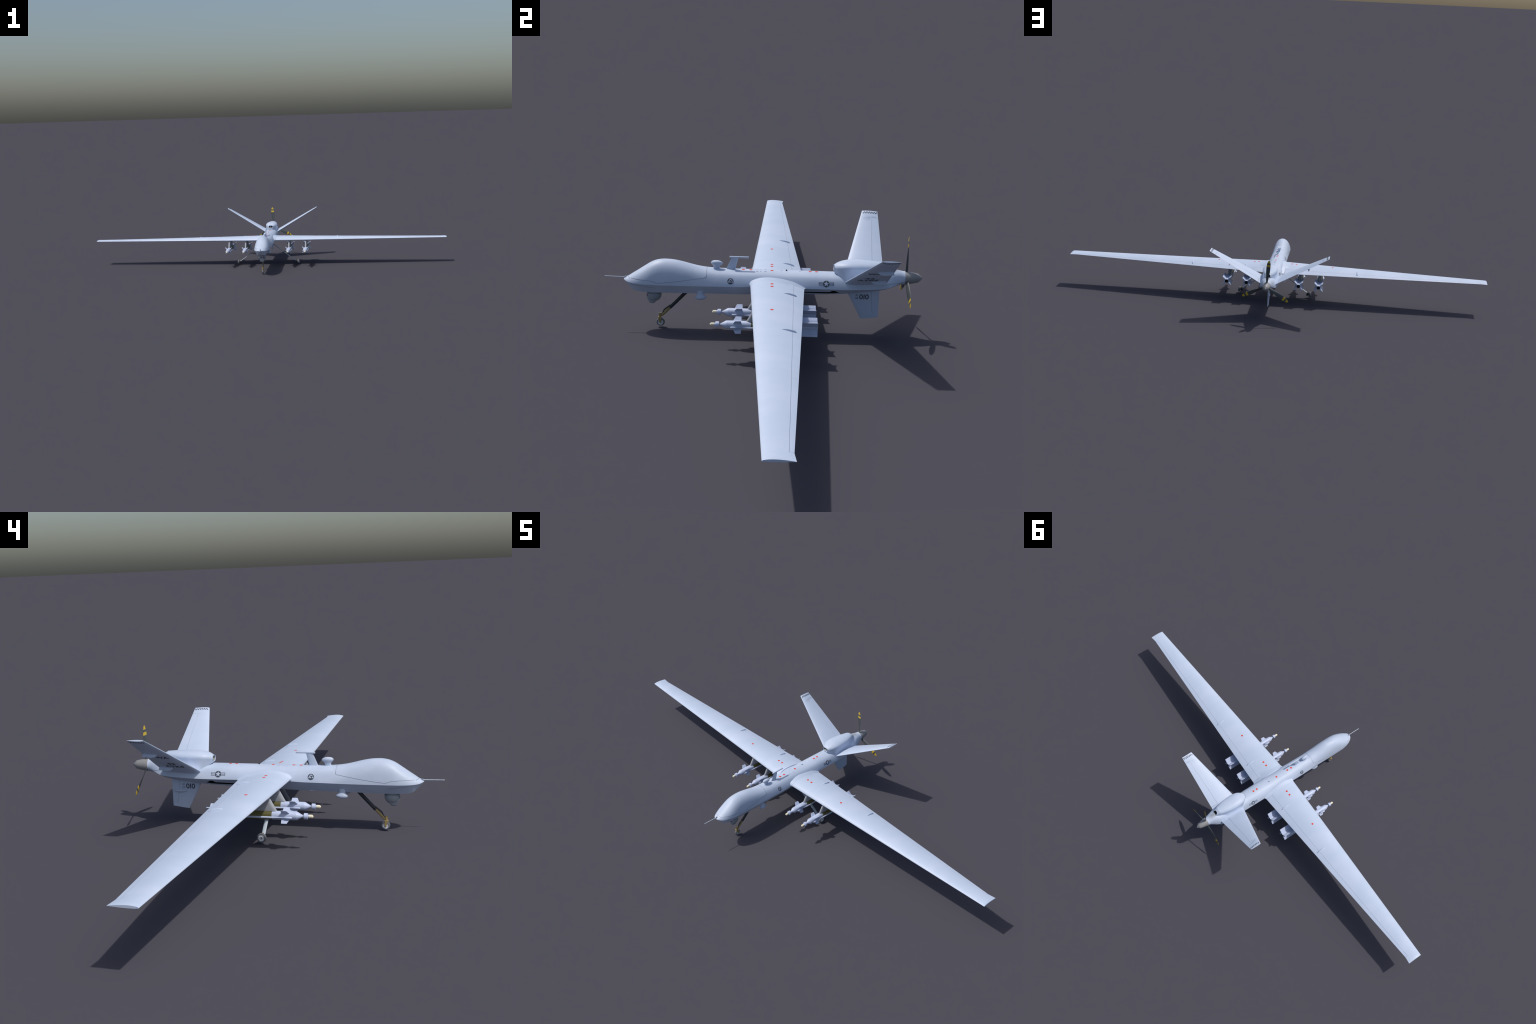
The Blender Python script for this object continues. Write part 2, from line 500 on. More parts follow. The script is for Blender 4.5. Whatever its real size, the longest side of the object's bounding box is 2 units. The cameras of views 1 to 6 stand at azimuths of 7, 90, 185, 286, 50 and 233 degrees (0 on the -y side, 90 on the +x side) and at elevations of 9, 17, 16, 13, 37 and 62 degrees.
# ------------------------------------------------------------------ engine nacelle
n_hw = curve([(.1978, .0120), (.2, .0135), (.205, .0180), (.211, .0222), (.22, .0272), (.23, .0302), (.245, .0322), (.262, .0325), (.28, .0309), (.295, .0290), (.315, .0248), (.334, .0192), (.348, .0138), (.3535, .0112)])
n_top = curve([(.1978, .1985), (.201, .2012), (.2065, .2043), (.2133, .2072), (.225, .2104), (.24, .2126), (.262, .2132), (.29, .2124), (.328, .2103), (.345, .2085), (.3535, .2060)])
n_mid = curve([(.1978, .1912), (.21, .1935), (.23, .1955), (.33, .1968), (.3535, .1995)])
n_base = curve([(.1978, .1805), (.205, .1765), (.215, .1700), (.228, .1605), (.24, .1580), (.255, .1590), (.325, .1600), (.342, .1730), (.3535, .1920)])
n_bhw = curve([(.1978, .0095), (.205, .0150), (.215, .0215), (.228, .0305), (.24, .0368), (.255, .0395), (.295, .0395), (.315, .0350), (.332, .0262), (.345, .0165), (.3535, .0106)])
def nacelle_ring(y, shrink=1.0, ny=None):
    hw, zt, zm, zb, bh = n_hw(y), n_top(y), n_mid(y), n_base(y), n_bhw(y)
    half = []
    for i in range(13):
        th = PI / 2 * i / 12
        half.append((hw * math.sin(th) ** .9, zm + (zt - zm) * math.cos(th) ** .9))
    flare = max(0.0, min(1.0, (y - .215) / .03)) * max(0.0, min(1.0, (.345 - y) / .02))
    for i in range(1, 9):                       # flank: pinches in under the shoulder, then flares to the tail root
        s = i / 8
        e = s ** (1 + 1.3 * flare)
        half.append((hw + (bh - hw) * e - .0022 * flare * math.sin(PI * s), zm + (zb - zm) * s))
    for i in range(1, 5):
        half.append((bh * (1 - i / 4), zb))
    half[0] = (0, half[0][1]); half[-1] = (0, half[-1][1])
    c = (zt + zb) / 2
    pts = [(x * shrink, c + (z - c) * shrink) for x, z in half]
    yy = y if ny is None else ny
    return [Vector((x, yy, z)) for x, z in pts] + [Vector((-x, yy, z)) for x, z in pts[-2:0:-1]]
ny = list(.1978 + (.26 - .1978) * np.linspace(0, 1, 22) ** 1.5) + list(np.linspace(.26, .3535, 24)[1:])
def intake_ring(y, hw, hh, zc=.1920):
    """oval opening with the nacelle ring's point order"""
    out = []
    for p in nacelle_ring(.1978):
        a = math.atan2((p.z - .1890) / .0115, p.x / .012)
        c, s = math.cos(a), math.sin(a)
        out.append(Vector((hw * math.copysign(abs(c) ** .7, c), y, zc + hh * math.copysign(abs(s) ** .7, s))))
    return out
rings = [intake_ring(.2052, .0098, .0052), intake_ring(.2050, .0100, .0054), intake_ring(.1985, .0110, .0074), intake_ring(.1972, .0114, .0078), intake_ring(.1968, .0119, .0086)]
rings += [nacelle_ring(float(y)) for y in ny]
rings += [nacelle_ring(.3535, .95, .3545), nacelle_ring(.3535, .86, .3545), nacelle_ring(.3535, .80, .3538), nacelle_ring(.3535, .78, .344)]
for r in rings[-8:]:                               # slash-cut exhaust lip: upper edge lies further forward
    for p in r:
        k = max(0.0, min(1.0, (p.y - .335) / .0185)) if p.y < .3535 and r is not rings[-1] else 1.0
        p.y -= k * 1.0 * max(0.0, p.z - .1960)
nv, nf = loft(rings)
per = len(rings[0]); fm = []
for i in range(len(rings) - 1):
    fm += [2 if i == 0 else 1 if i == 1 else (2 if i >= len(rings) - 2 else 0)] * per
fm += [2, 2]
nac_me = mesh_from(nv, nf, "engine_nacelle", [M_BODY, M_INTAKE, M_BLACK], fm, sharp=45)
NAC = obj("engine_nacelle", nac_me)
obj("intake_splitter", mesh_from(*box((0, .2035, .1920), (.0018, .006, .0120)), "intake_splitter", M_BODY), NAC)

# ------------------------------------------------------------------ lifting surfaces
def section(s, tu, tl):
    """upper and lower ordinate (fractions of chord) at chord fraction s"""
    q = max(s, 0) ** 1.22
    sh = 10 * (.2969 * math.sqrt(q) - .126 * q - .3516 * q * q + .2843 * q ** 3 - .1036 * q ** 4)
    q2 = max(s, 0) ** 1.0
    sl = 10 * (.2969 * math.sqrt(q2) - .126 * q2 - .3516 * q2 * q2 + .2843 * q2 ** 3 - .1036 * q2 ** 4)
    return tu * sh + .0016, -tl * sl - .0016

class Surface:
    """tapered aerofoil; stations hold leading edge, trailing edge, up vector, thickness ratios"""
    def __init__(self, stations):
        self.st = stations
    def at(self, t):
        S = self.st
        for a, b in zip(S, S[1:]):
            if t <= b[0] + 1e-9: break
        k = (t - a[0]) / (b[0] - a[0])
        return [Vector(a[1]).lerp(Vector(b[1]), k), Vector(a[2]).lerp(Vector(b[2]), k), Vector(a[3]).lerp(Vector(b[3]), k).normalized(),
                a[4] + (b[4] - a[4]) * k, a[5] + (b[5] - a[5]) * k]
    def point(self, t, s, up=True):
        le, te, n, tu, tl = self.at(t)
        c = (te - le).length
        u, l = section(s, tu, tl)
        return le.lerp(te, s) + n * c * (u if up else l)
    def ring(self, t, s0, s1, num=16, grow=1.0):
        if s0 == 0:
            ss = [s1 * (1 - math.cos(PI * i / (2 * num))) for i in range(num + 1)]
        else:
            ss = [s0 + (s1 - s0) * i / num for i in range(num + 1)]
        le, te, n, tu, tl = self.at(t)
        c = (te - le).length
        up, lo = [], []
        for s in ss:
            u, l = section(s, tu, tl)
            up.append(le.lerp(te, s) + n * c * u * grow); lo.append(le.lerp(te, s) + n * c * l * grow)
        return up + lo[::-1]
    def panel(self, ts, s0, s1, num=16):
        f0 = s0 if callable(s0) else (lambda t: s0); f1 = s1 if callable(s1) else (lambda t: s1)
        return loft([self.ring(t, f0(t), f1(t), num) for t in ts])

def lin(a, b, n): return [float(x) for x in np.linspace(a, b, n)]

# wing (right half; t = x)
def wing_le(x): return -.0367 + (x - .0441) * .04425
def wing_st(x, tu, tl, te=None, zl=None, zt=None):
    k = (x - .0441) / .9559
    return (x, (x, wing_le(x), zl if zl else .1452 - .0011 * k), (x, te if te is not None else .1142 - (x - .0441) * .0541, zt if zt else .1401 + .0043 * k), (0, 0, 1), tu, tl)
WING = Surface([wing_st(.030, .1370, .050), wing_st(.10, .1345, .049), wing_st(.27, .1240, .047), wing_st(.60, .1080, .045), wing_st(.97, .0900, .042),
                wing_st(.993, .088, .041, te=.0668), wing_st(1.0, .060, .028, te=.0677)])
hinge = lambda x: .800 + .033 * (x - .05) / .92
GAP = .0052      # chord fraction of hinge gap
wing_me = mesh_from(*WING.panel(lin(.030, .0520, 3) + lin(.0521, .9699, 40) + lin(.9700, .993, 4) + [.9975, 1.0], 0,
                               lambda x: hinge(x) if .05205 < x < .96995 else 1, 20), "wing", M_WING, sharp=40)
flap_me = mesh_from(*WING.panel(lin(.0528, .65655, 26), lambda x: hinge(x) + GAP * .9 * .1178 / max(.06, .15 - .09 * x), 1, 8), "flap", M_WING, sharp=40)
ail_me = mesh_from(*WING.panel(lin(.65675, .9694, 14), lambda x: hinge(x) + GAP * .9 * .1178 / max(.06, .15 - .09 * x), 1, 8), "aileron", M_WING, sharp=40)
W = both_sides("wing", wing_me)
both_sides("flap", flap_me, W)
both_sides("aileron", ail_me, W)
T_W = (bvh_of(wing_me, flap_me, ail_me), bvh_of(*[mirror_mesh(m, 'tmp') for m in (wing_me, flap_me, ail_me)]))
# dark strip added in the hinge gap, its colour standing for the shade there
gap_strip = [[WING.point(x, hinge(x) + o * .004 + .002, up) - Vector((0, 0, .0007 if up else -.0007)) for o, up in ((-1, True), (1, True), (1, False), (-1, False))] for x in lin(.053, .969, 30)]
both_sides("hinge_gap_shade", mesh_from(*loft(gap_strip), "hinge_gap_shade", M_LINE), W)

# root fairing collar swelling into the fuselage flank
def collar_ring(x, grow, fwd, aft):
    le, te, n, tu, tl = WING.at(max(x, .03))
    le = le + Vector((0, -fwd, -.001 * fwd / .012)); te = te + Vector((0, aft, -.0005))
    c = (te - le).length
    up, lo = [], []
    for i in range(25):
        s = 1 - math.cos(PI * i / 48)
        u, l = section(s, tu, tl)
        up.append(le.lerp(te, s) + n * (c * u + grow)); lo.append(le.lerp(te, s) + n * (c * l - grow * .5))
    return up + lo[::-1]
both_sides("root_fairing", mesh_from(*loft([collar_ring(*a) for a in ((.036, .0010, .0045, .0130), (.0395, .0009, .0030, .0085), (.0425, .0009, .0020, .0048), (.0452, .0007, .0011, .0022), (.0480, .0005, .0006, .0008), (.0500, .0004, .0002, .0003), (.0505, -.0002, .0, .0))]), "root_fairing", M_WING, sharp=50), W)

# hinge-guide blisters on the upper skin, smaller ones below the aileron
def blister(x, y0, y1, h, w, up=True):
    rings = []
    for i in range(11):
        k = i / 10; y = y0 + (y1 - y0) * k
        s = min(max((y - wing_le(x)) / ((.1142 - (x - .0441) * .0541) - wing_le(x)), 0), .97)
        base = WING.point(x, s, up).z
        prof = (math.sin(PI * min(1, k * 1.6) / 2) ** .8) * (1 - max(0, (k - .8) / .2) ** 2 * .75)
        hh = h * prof + .0003; ww = w * min(1, .4 + k * 4) * (1 if k < .8 else 1 - .45 * (k - .8) / .2)
        sg = 1 if up else -1
        rings.append([Vector((x + ww / 2 * math.cos(a), y, base + sg * (hh * math.sin(a) - .0006 * (1 if math.sin(a) <= 0 else 0)))) for a in [PI * j / 8 for j in range(9)]]
                     + [Vector((x - ww / 2, y, base - sg * (.002 if up else .0004))), Vector((x + ww / 2, y, base - sg * (.002 if up else .0004)))])
    return loft(rings)
for x, y0, y1 in ((.1365, .0535, .0905), (.3935, .0455, .0830)):
    both_sides("hinge_fairing", mesh_from(*blister(x, y0, y1, .0044, .0062), "hinge_fairing", M_WING, sharp=50), W)
for x, y0, y1 in ((.6405, .050, .080), (.8560, .042, .068)):
    both_sides("hinge_fairing", mesh_from(*blister(x, y0, y1, .0032, .0034, False), "hinge_fairing", M_WING, sharp=50), W)
# red service dots
for x in (.0802, .1012, .2739):
    for i, sgn in enumerate((1, -1)):
        d = Decal((sgn * x, .0233, .25), (1, 0, 0), (0, 1, 0), T_W[i], lift=.0004)
        d.disc((0, 0), .0043, 20, 2)
        obj("service_dot", d.mesh("service_dot", M_RED), W[i])
# tip lamps
def ball(c, r, sq=(1, 1, 1), seg=16, rings=10):
    R = []
    for i in range(rings + 1):
        a = -PI / 2 + PI * i / rings
        R.append([Vector((c[0] + sq[0] * r * math.cos(a) * math.cos(2 * PI * k / seg), c[1] + sq[1] * r * math.cos(a) * math.sin(2 * PI * k / seg), c[2] + sq[2] * r * math.sin(a))) for k in range(seg)])
    return loft(R)
both_sides("position_lamp", mesh_from(*ball((.9992, .0092, .1446), .0018, (.5, 1.2, .75)), "position_lamp", M_NAVB), W)
both_sides("strobe_lamp", mesh_from(*ball((.9992, .0218, .1452), .0014, (.6, 1, .8)), "strobe_lamp", M_NAVW), W)

# V-tail (right half; t = x)
def tail_st(x, tu, tl):
    k = (x - .037) / .229
    return (x, (x, .2287 + .0669 * k, .1610 + .1318 * k), (x, .3436, .1612 + .1308 * k), (-.4986, 0, .8668), tu, tl)
VT = Surface([tail_st(.020, .066, .060), tail_st(.05, .066, .058), tail_st(.2625, .062, .055), tail_st(.2665, .045, .040)])
vh = lambda x: .712 - .060 * (x - .045) / .195
tail_me = mesh_from(*VT.panel(lin(.020, .0450, 3) + lin(.0451, .2400, 14) + lin(.2401, .2625, 4) + [.2650, .2665], 0,
                              lambda x: vh(x) if .04505 < x < .24005 else 1, 18), "tailplane", M_WING, sharp=40)
rud_me = mesh_from(*VT.panel(lin(.0458, .2395, 14), lambda x: vh(x) + .0065, 1, 8), "ruddervator", M_WING, sharp=40)
V = both_sides("tailplane", tail_me)
both_sides("ruddervator", rud_me, V)
gap_strip = [[VT.point(x, vh(x) + .003 + o * .006, up) - Vector((-.4986, 0, .8668)) * (.0006 if up else -.0006) for o, up in ((-1, True), (1, True), (1, False), (-1, False))] for x in lin(.0462, .2392, 14)]  # added dark strip, puts shade into the tail hinge gap by colour
both_sides("hinge_gap_shade", mesh_from(*loft(gap_strip), "hinge_gap_shade", M_LINE), V)
T_V = (bvh_of(tail_me, rud_me), bvh_of(*[mirror_mesh(m, 'tmp') for m in (tail_me, rud_me)]))
# actuator keels under each tailplane
dn = Vector((.4986, 0, -.8668))
def keel(x, dy):
    P = [(y + dy, h) for y, h in [(.3005, 0), (.303, .0045), (.309, .0090), (.318, .0112), (.345, .0112), (.3425, .004), (.3395, -.001)]]
    side = Vector((.8668, 0, .4986))
    rings = []
    for o in (-1, 1):
        ring = []
        for y, h in P:
            s = (y - VT.at(x)[0].y) / (VT.at(x)[1].y - VT.at(x)[0].y)
            b = VT.point(x, min(s, .985), False)
            ring.append(Vector((b.x, y, b.z)) + dn * (h - .0012) + side * (o * .0016 * (1 - .4 * h / .01)))
        rings.append(ring)
    return loft(rings)
for x, dy in ((.174, -.003), (.0690, -.005)):
    me = mesh_from(*keel(x, dy), "actuator_fairing", M_WING); bevelled(me, .0007)
    both_sides("actuator_fairing", me, V)
# lettering under the tailplanes and the chequered tip bands
for i, sgn in enumerate((1, -1)):
    span = Vector((sgn * .8668, 0, .4986))
    def vt_org(x, y): 
        k = (x - .037) / .229
        return Vector((sgn * x, y, .161 + .1315 * k)) + Vector((sgn * .4986, 0, -.8668)) * .01
    d = Decal(vt_org(0.11, .295), (0, sgn, 0), span, T_V[i], lift=.00035)
    for s, x, yc, w in (("WA", .1535, .2940, .038), ("42", .1065, .2870, .027), ("ATKS", .0865, .2845, .056)):
        d.text(s, (sgn * (yc - .295), (x - .11) / .8668), w, .0158 if s != "WA" else .0165, bold=.028)
    obj("tail_lettering", d.mesh("tail_lettering", M_MARK), V[i])
    for face in (1, -1):
        d = Decal(vt_org(.255, .295) + Vector((-sgn * .4986, 0, .8668)) * (.02 * (face > 0)), (0, sgn * -face, 0), span, T_V[i], lift=.00035)
        y0, y1 = .2975, .3425
        n = 12; q = (y1 - y0) / n
        for k in range(n):
            for r in range(2):
                if (k + r) % 2 == 0:
                    a, b = y0 + k * q, y0 + (k + 1) * q
                    lo = (.2553 + r * .0034 - .255) / .8668; hi = lo + .0034 / .8668
                    s2 = sgn * -face
                    d.poly([(s2 * (a - .295), lo), (s2 * (b - .295), lo), (s2 * (b - .295), hi), (s2 * (a - .295), hi)])
        obj("tip_chequer", d.mesh("tip_chequer", M_MARK), V[i], kind="stuff")

# ventral fin (t = depth below root)
FIN = Surface([(0, (0, .2330, .1300), (0, .3302, .1300), (1, 0, 0), .040, .040), (.09, (0, .2800, .0405), (0, .3305, .0462), (1, 0, 0), .045, .045)])
fh = lambda t: .752 - .06 * t / .09
fin_me = mesh_from(*FIN.panel(lin(0, .0795, 8) + lin(.0796, .09, 3), 0, lambda t: fh(t) if t < .07955 else 1, 16), "ventral_fin", M_WING, sharp=40)
FN = obj("ventral_fin", fin_me)
obj("rudder", mesh_from(*FIN.panel(lin(0, .0790, 8), lambda t: fh(t) + .008, 1, 8), "rudder", M_WING, sharp=40), FN)
gap_strip = [[FIN.point(t, fh(t) + .003 + o * .007, up) - Vector((.0005 if up else -.0005, 0, 0)) for o, up in ((-1, True), (1, True), (1, False), (-1, False))] for t in lin(0, .079, 8)]  # strip added to darken the fin's hinge gap like shade
obj("hinge_gap_shade", mesh_from(*loft(gap_strip), "hinge_gap_shade", M_LINE), FN)
v, f = ball((0, 0, 0), 1, (.0052, .0200, .0046), 20, 12)
v = [Vector((p[0] - .0035, p[1] + .3040, p[2] + .0930)) for p in v]
obj("actuator_fairing", mesh_from(v, f, "actuator_fairing", M_WING), FN)
T_F = bvh_of(fin_me)
for sgn in (1, -1):
    d = Decal((sgn * .02, .28, .108), (0, sgn, 0), (0, 0, 1), T_F, lift=.0003)
    d.text("0I0", (sgn * (.287 - .28) if sgn > 0 else (.28 - .2725), -.0005), .0275, .0155, bold=.019)
    obj("tail_number", d.mesh("tail_number", M_MARK), FN)
    d = Decal((sgn * .02, .28, .108), (0, sgn, 0), (0, 0, 1), T_F, lift=.0003)
    c = (.2662 - .28) if sgn > 0 else (.28 - .2940)
    d.text("AF", (c, .0040), .0080, .0064)
    d.text("04", (c, -.0047), .0088, .0064)
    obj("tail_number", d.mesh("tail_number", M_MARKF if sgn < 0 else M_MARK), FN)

# ------------------------------------------------------------------ propeller
v, f = revolve([(.3990, .0160), (.3991, .0182), (.4010, .0184), (.4200, .0160), (.4365, .0126), (.4378, .0119), (.4502, .0003)], 'y', 40, (0, 0, HUBZ))
PROP = obj("propeller_spinner", mesh_from(v, f, "propeller_spinner", M_SPIN, sharp=28))
def blade_mesh():
    chord = curve([(.012, .0100), (.03, .0125), (.05, .0160), (.07, .0186), (.088, .0184), (.102, .0158), (.111, .0112), (.1165, .0062), (.1187, .0014)])
    pitch = curve([(.012, 50), (.03, 38), (.06, 23), (.09, 11), (.118, 4)])
    rings = []
    for r in lin(.012, .11, 22) + lin(.1118, .1187, 8):
        c, p, t = chord(r), math.radians(pitch(r)), max(.0004, chord(r) * (.27 - .15 * r / .118))
        ring = []
        for k in range(16):
            a = 2 * PI * k / 16
            x, y = c / 2 * math.cos(a), t / 2 * math.sin(a)
            ring.append(Vector((x * math.cos(p) - y * math.sin(p), -(x * math.sin(p) + y * math.cos(p)), r)))
        rings.append(ring)
    return mesh_from(*loft(rings), "propeller_blade", M_BLADE, sharp=60)
bl = blade_mesh()
for k in range(3):
    obj("propeller_blade", bl, PROP, Matrix.Translation((0, .4035, HUBZ)) @ Matrix.Rotation(math.radians(-3.8 + 120 * k), 4, 'Y'))

# ------------------------------------------------------------------ aerials and sensor turret
def mushroom(zs, cy, name, mat, flip=False):
    """zs: (z, half length front, half length back, half width)"""
    rings = []
    for z, lf, lb, w in zs:
        rings.append([Vector((w * math.sin(a), cy + (-lf if math.cos(a) > 0 else lb) * abs(math.cos(a)) ** (1.0 if math.cos(a) > 0 else .85), z)) for a in [2 * PI * k / 28 for k in range(28)]])
    return mesh_from(*loft(rings), name, mat, sharp=50)
dome_me = mushroom([(-.006, .0092, .0092, .0058), (.0030, .0090, .0088, .0055), (.0075, .0088, .0092, .0054), (.0110, .0105, .0118, .0062), (.0140, .0140, .0158, .0072),
                    (.0165, .0157, .0178, .0078), (.0190, .0158, .0168, .0077), (.0218, .0138, .0130, .0066), (.0238, .0100, .0080, .0045), (.0246, .0040, .0030, .0018)], 0, "dome_aerial", M_BODY)
obj("dome_aerial", dome_me, FUS, Matrix.Translation((0, -.1335, .1765)))
for sgn in (1, -1):      # a pair hangs from the slanted belly flanks
    obj("dome_aerial", dome_me, FUS, Matrix.Translation((sgn * .0245, -.1765, .1160)) @ Matrix.Rotation(PI - sgn * math.radians(8), 4, 'Y'))
def fin_ring(y0, y1, z, t):
    return [Vector((t * math.sin(a) * (1 if math.cos(a) < 0 else .8), (y0 + y1) / 2 - (y1 - y0) / 2 * math.cos(a), z)) for a in [2 * PI * k / 20 for k in range(20)]]
obj("blade_aerial", mesh_from(*join(loft([fin_ring(-.1068, -.0808, .1752, .0022), fin_ring(-.0912, -.0722, .2112, .0017)])), "blade_aerial", M_BODY, sharp=50), FUS)
me = mesh_from(*box((0, -.0705, .2124), (.0046, .0545, .0042)), "aerial_bar", M_BODY); bevelled(me, .0006)
obj("aerial_bar", me, FUS)

# turret: neck drum, ball, chin snout with flat face and three windows
tc = Vector((0, -.3097, .0957))
prof = [(.1120, .0175), (.1022, .0180), (.1019, .0208), (.0957, .0211)] + [(.0957 - .0211 * math.sin(a), .0211 * math.cos(a)) for a in lin(.12, PI / 2 - .02, 10)]
v, f = revolve(prof, 'z', 36, (0, tc.y, 0))
TUR = obj("sensor_turret", mesh_from(v, f, "sensor_turret", M_TURRET, sharp=40), FUS)
def snout_ring(p, nrm, w, h, num=24):
    """rounded rectangle at p facing nrm (in the yz plane)"""
    t = Vector((0, -nrm.z, nrm.y))
    r = []
    for k in range(num):
        a = 2 * PI * k / num
        c, s = math.cos(a), math.sin(a)
        r.append(p + Vector((w * math.copysign(abs(c) ** .45, c), 0, 0)) + t * (h * math.copysign(abs(s) ** .45, s)))
    return r
nrm = Vector((0, -.886, -.464))
fc = Vector((0, -.3254, .0800)); sdn = Vector((0, .464, -.886))
obj("turret_snout", mesh_from(*loft([snout_ring(fc - nrm * .020, nrm, .0150, .0125), snout_ring(fc - nrm * .0100 + sdn * .0030, nrm, .0132, .0135), snout_ring(fc - nrm * .0012 + sdn * .0008, nrm, .0114, .0116), snout_ring(fc + sdn * .0006, nrm, .0107, .0108)]), "turret_snout", M_TURRET, sharp=40), TUR)
obj("turret_face", mesh_from(*loft([snout_ring(fc - nrm * .001, nrm, .0102, .0098), snout_ring(fc + nrm * .0005, nrm, .0098, .0094)]), "turret_face", M_PLATE, sharp=40), TUR)
for x, m, r in ((-.0100, M_LENSW, .0022), (-.0035, M_LENSB, .0034), (.0100, M_LENSP, .0034)):
    yy = tc.y - math.sqrt(.0211 ** 2 - x * x)
    nn = (Vector((x, yy, 0)) - Vector((0, tc.y, 0))).normalized()
    c = Vector((x, yy, .0945))
    obj("turret_lens", mesh_from(*tube(c - nn * .002, c + nn * .0006, r), "turret_lens", m), TUR)

# ------------------------------------------------------------------ landing gear
def wheel(cx, cy, cz, r, w, tilt, parent, side):
    M = Matrix.Translation((cx, cy, cz)) @ Matrix.Rotation(tilt, 4, 'Y')
    ti = r * .68
    prof = [(-w * .36, ti), (-w * .48, ti * 1.12), (-w * .5, r * .83), (-w * .40, r * .95), (-w * .2, r), (w * .2, r), (w * .40, r * .95), (w * .5, r * .83), (w * .48, ti * 1.12), (w * .36, ti)]
    o1 = obj("tyre", mesh_from(*revolve(prof, 'x', 32), "tyre", M_TYRE, sharp=50), parent, M)
    rp = [(-w * .40, .0003), (-w * .40, r * .16), (-w * .50, r * .20), (-w * .50, r * .28), (-w * .38, r * .33), (-w * .37, r * .46), (-w * .46, r * .58), (-w * .48, r * .67),
          (w * .48, r * .67), (w * .46, r * .58), (w * .37, r * .46), (w * .38, r * .33), (w * .50, r * .28), (w * .50, r * .20), (w * .40, r * .16), (w * .40, .0003)]
    obj("wheel_rim", mesh_from(*revolve(rp, 'x', 32), "wheel_rim", M_RIM, sharp=30), parent, M)
    obj("wheel_hub", mesh_from(*tube((-w * .46, 0, 0), (w * .46, 0, 0), r * .15), "wheel_hub", M_TYRE), parent, M)

# nose leg
NG = obj("nose_gear", mesh_from(*tube((0, -.2135, .1100), (0, -.2645, .0565), .0051, seg=20), "nose_gear", M_STRUT, sharp=50))
obj("lower_strut", mesh_from(*join(tube((0, -.2640, .0570), (0, -.2835, .0362), .0041, .0038), tube((0, -.2835, .0362), (0, -.2895, .0300), .0038, .0024)), "lower_strut", M_GOLD, sharp=60), NG)
v, f = join(tube((0, -.2636, .0640), (0, -.2815, .0492), .0016, .0022, 10), tube((0, -.2815, .0492), (0, -.2890, .0325), .0018, .0012, 10), tube((-.0035, -.2640, .0632), (.0035, -.2640, .0632), .0016, None, 10))
obj("torque_link", mesh_from(v, f, "torque_link", M_STRUT), NG)
v, f = join(tube((0, -.2933, .0385), (0, -.2933, .0262), .0037), tube((0, -.2933, .0390), (0, -.2933, .0376), .0042),
            box((0, -.2938, .0255), (.0128, .0092, .0026)), tube((-.0078, -.2917, .0118), (.0078, -.2917, .0118), .0013, None, 10), tube((0, -.2985, .0265), (0, -.2985, .0240), .0016, None, 10))
def fork_leg(x):
    return loft([[Vector((x - .0010, y0, z)), Vector((x + .0010, y0, z)), Vector((x + .0010, y1, z)), Vector((x - .0010, y1, z))] for z, y0, y1 in ((.0262, -.2982, -.2893), (.0180, -.2963, -.2893), (.0120, -.2942, -.2895), (.0090, -.2930, -.2905))])
v, f = join((v, f), fork_leg(.0062), fork_leg(-.0062))
obj("nose_fork", mesh_from(v, f, "nose_fork", M_GOLD, sharp=50), NG)
wheel(0, -.2917, .0119, .0119, .0088, 0, NG, 1)

# main legs: flat spring blades splaying to the wheels
def leg_ring(x, z, y, c, t):
    a = math.atan2(.0931, .126)
    n = Vector((math.sin(a), 0, math.cos(a)))
    return [Vector((x, y - c / 2 * math.cos(q), z)) + n * (t / 2 * math.sin(q)) for q in [2 * PI * k / 18 for k in range(18)]]
for sgn in (1, -1):
    rings = [leg_ring(x, z, y, c, t) for x, z, y, c, t in ((.0150, .1250, .0135, .0125, .0044), (.0310, .1156, .0138, .0120, .0042), (.0800, .0780, .0155, .0112, .0036), (.125, .0448, .0152, .0106, .0033), (.1600, .0205, .0138, .0100, .0034))]
    me = mesh_from(*loft(rings), "main_gear", M_LEG, sharp=50)
    if sgn < 0: me = mirror_mesh(me, "main_gear")
    MG = obj("main_gear", me)
    obj("brake", mesh_from(*join(tube((sgn * .1560, .0165, .0172), (sgn * .1665, .0165, .0160), .0072, .0078), box((sgn * .1585, .0215, .0130), (.006, .006, .008))), "brake", M_STRUT, sharp=45), MG)
    obj("brake_fitting", mesh_from(*tube((sgn * .1600, .0165, .0243), (sgn * .1640, .0165, .0246), .0018), "brake_fitting", M_GOLD), MG)
    wheel(sgn * .1722, .0155, .0150, .0128, .0098, sgn * math.radians(-6), MG, sgn)

# ------------------------------------------------------------------ pylons and guided bombs
def pylon_mesh(x):
    rings = []
    for k, z in enumerate(lin(.1045, .1440, 7)):
        s = (z - .1045) / .0330
        y0 = -.0415 + .0178 * s; y1 = .088 - .008 * s
        w = .0056 if z > .107 else .0050
        ring = []
        for a in lin(-PI / 2, PI / 2, 9):
            ring.append(Vector((x + w * math.sin(a), y0 + .012 * (1 - math.cos(a)), z)))
        for a in lin(PI / 2, -PI / 2, 7):
            ring.append(Vector((x + w * math.sin(a) * .99, y1 - .022 * (1 - math.cos(a)), z)))
        rings.append(ring)
    return mesh_from(*loft(rings), "pylon", M_PYLON, sharp=50)

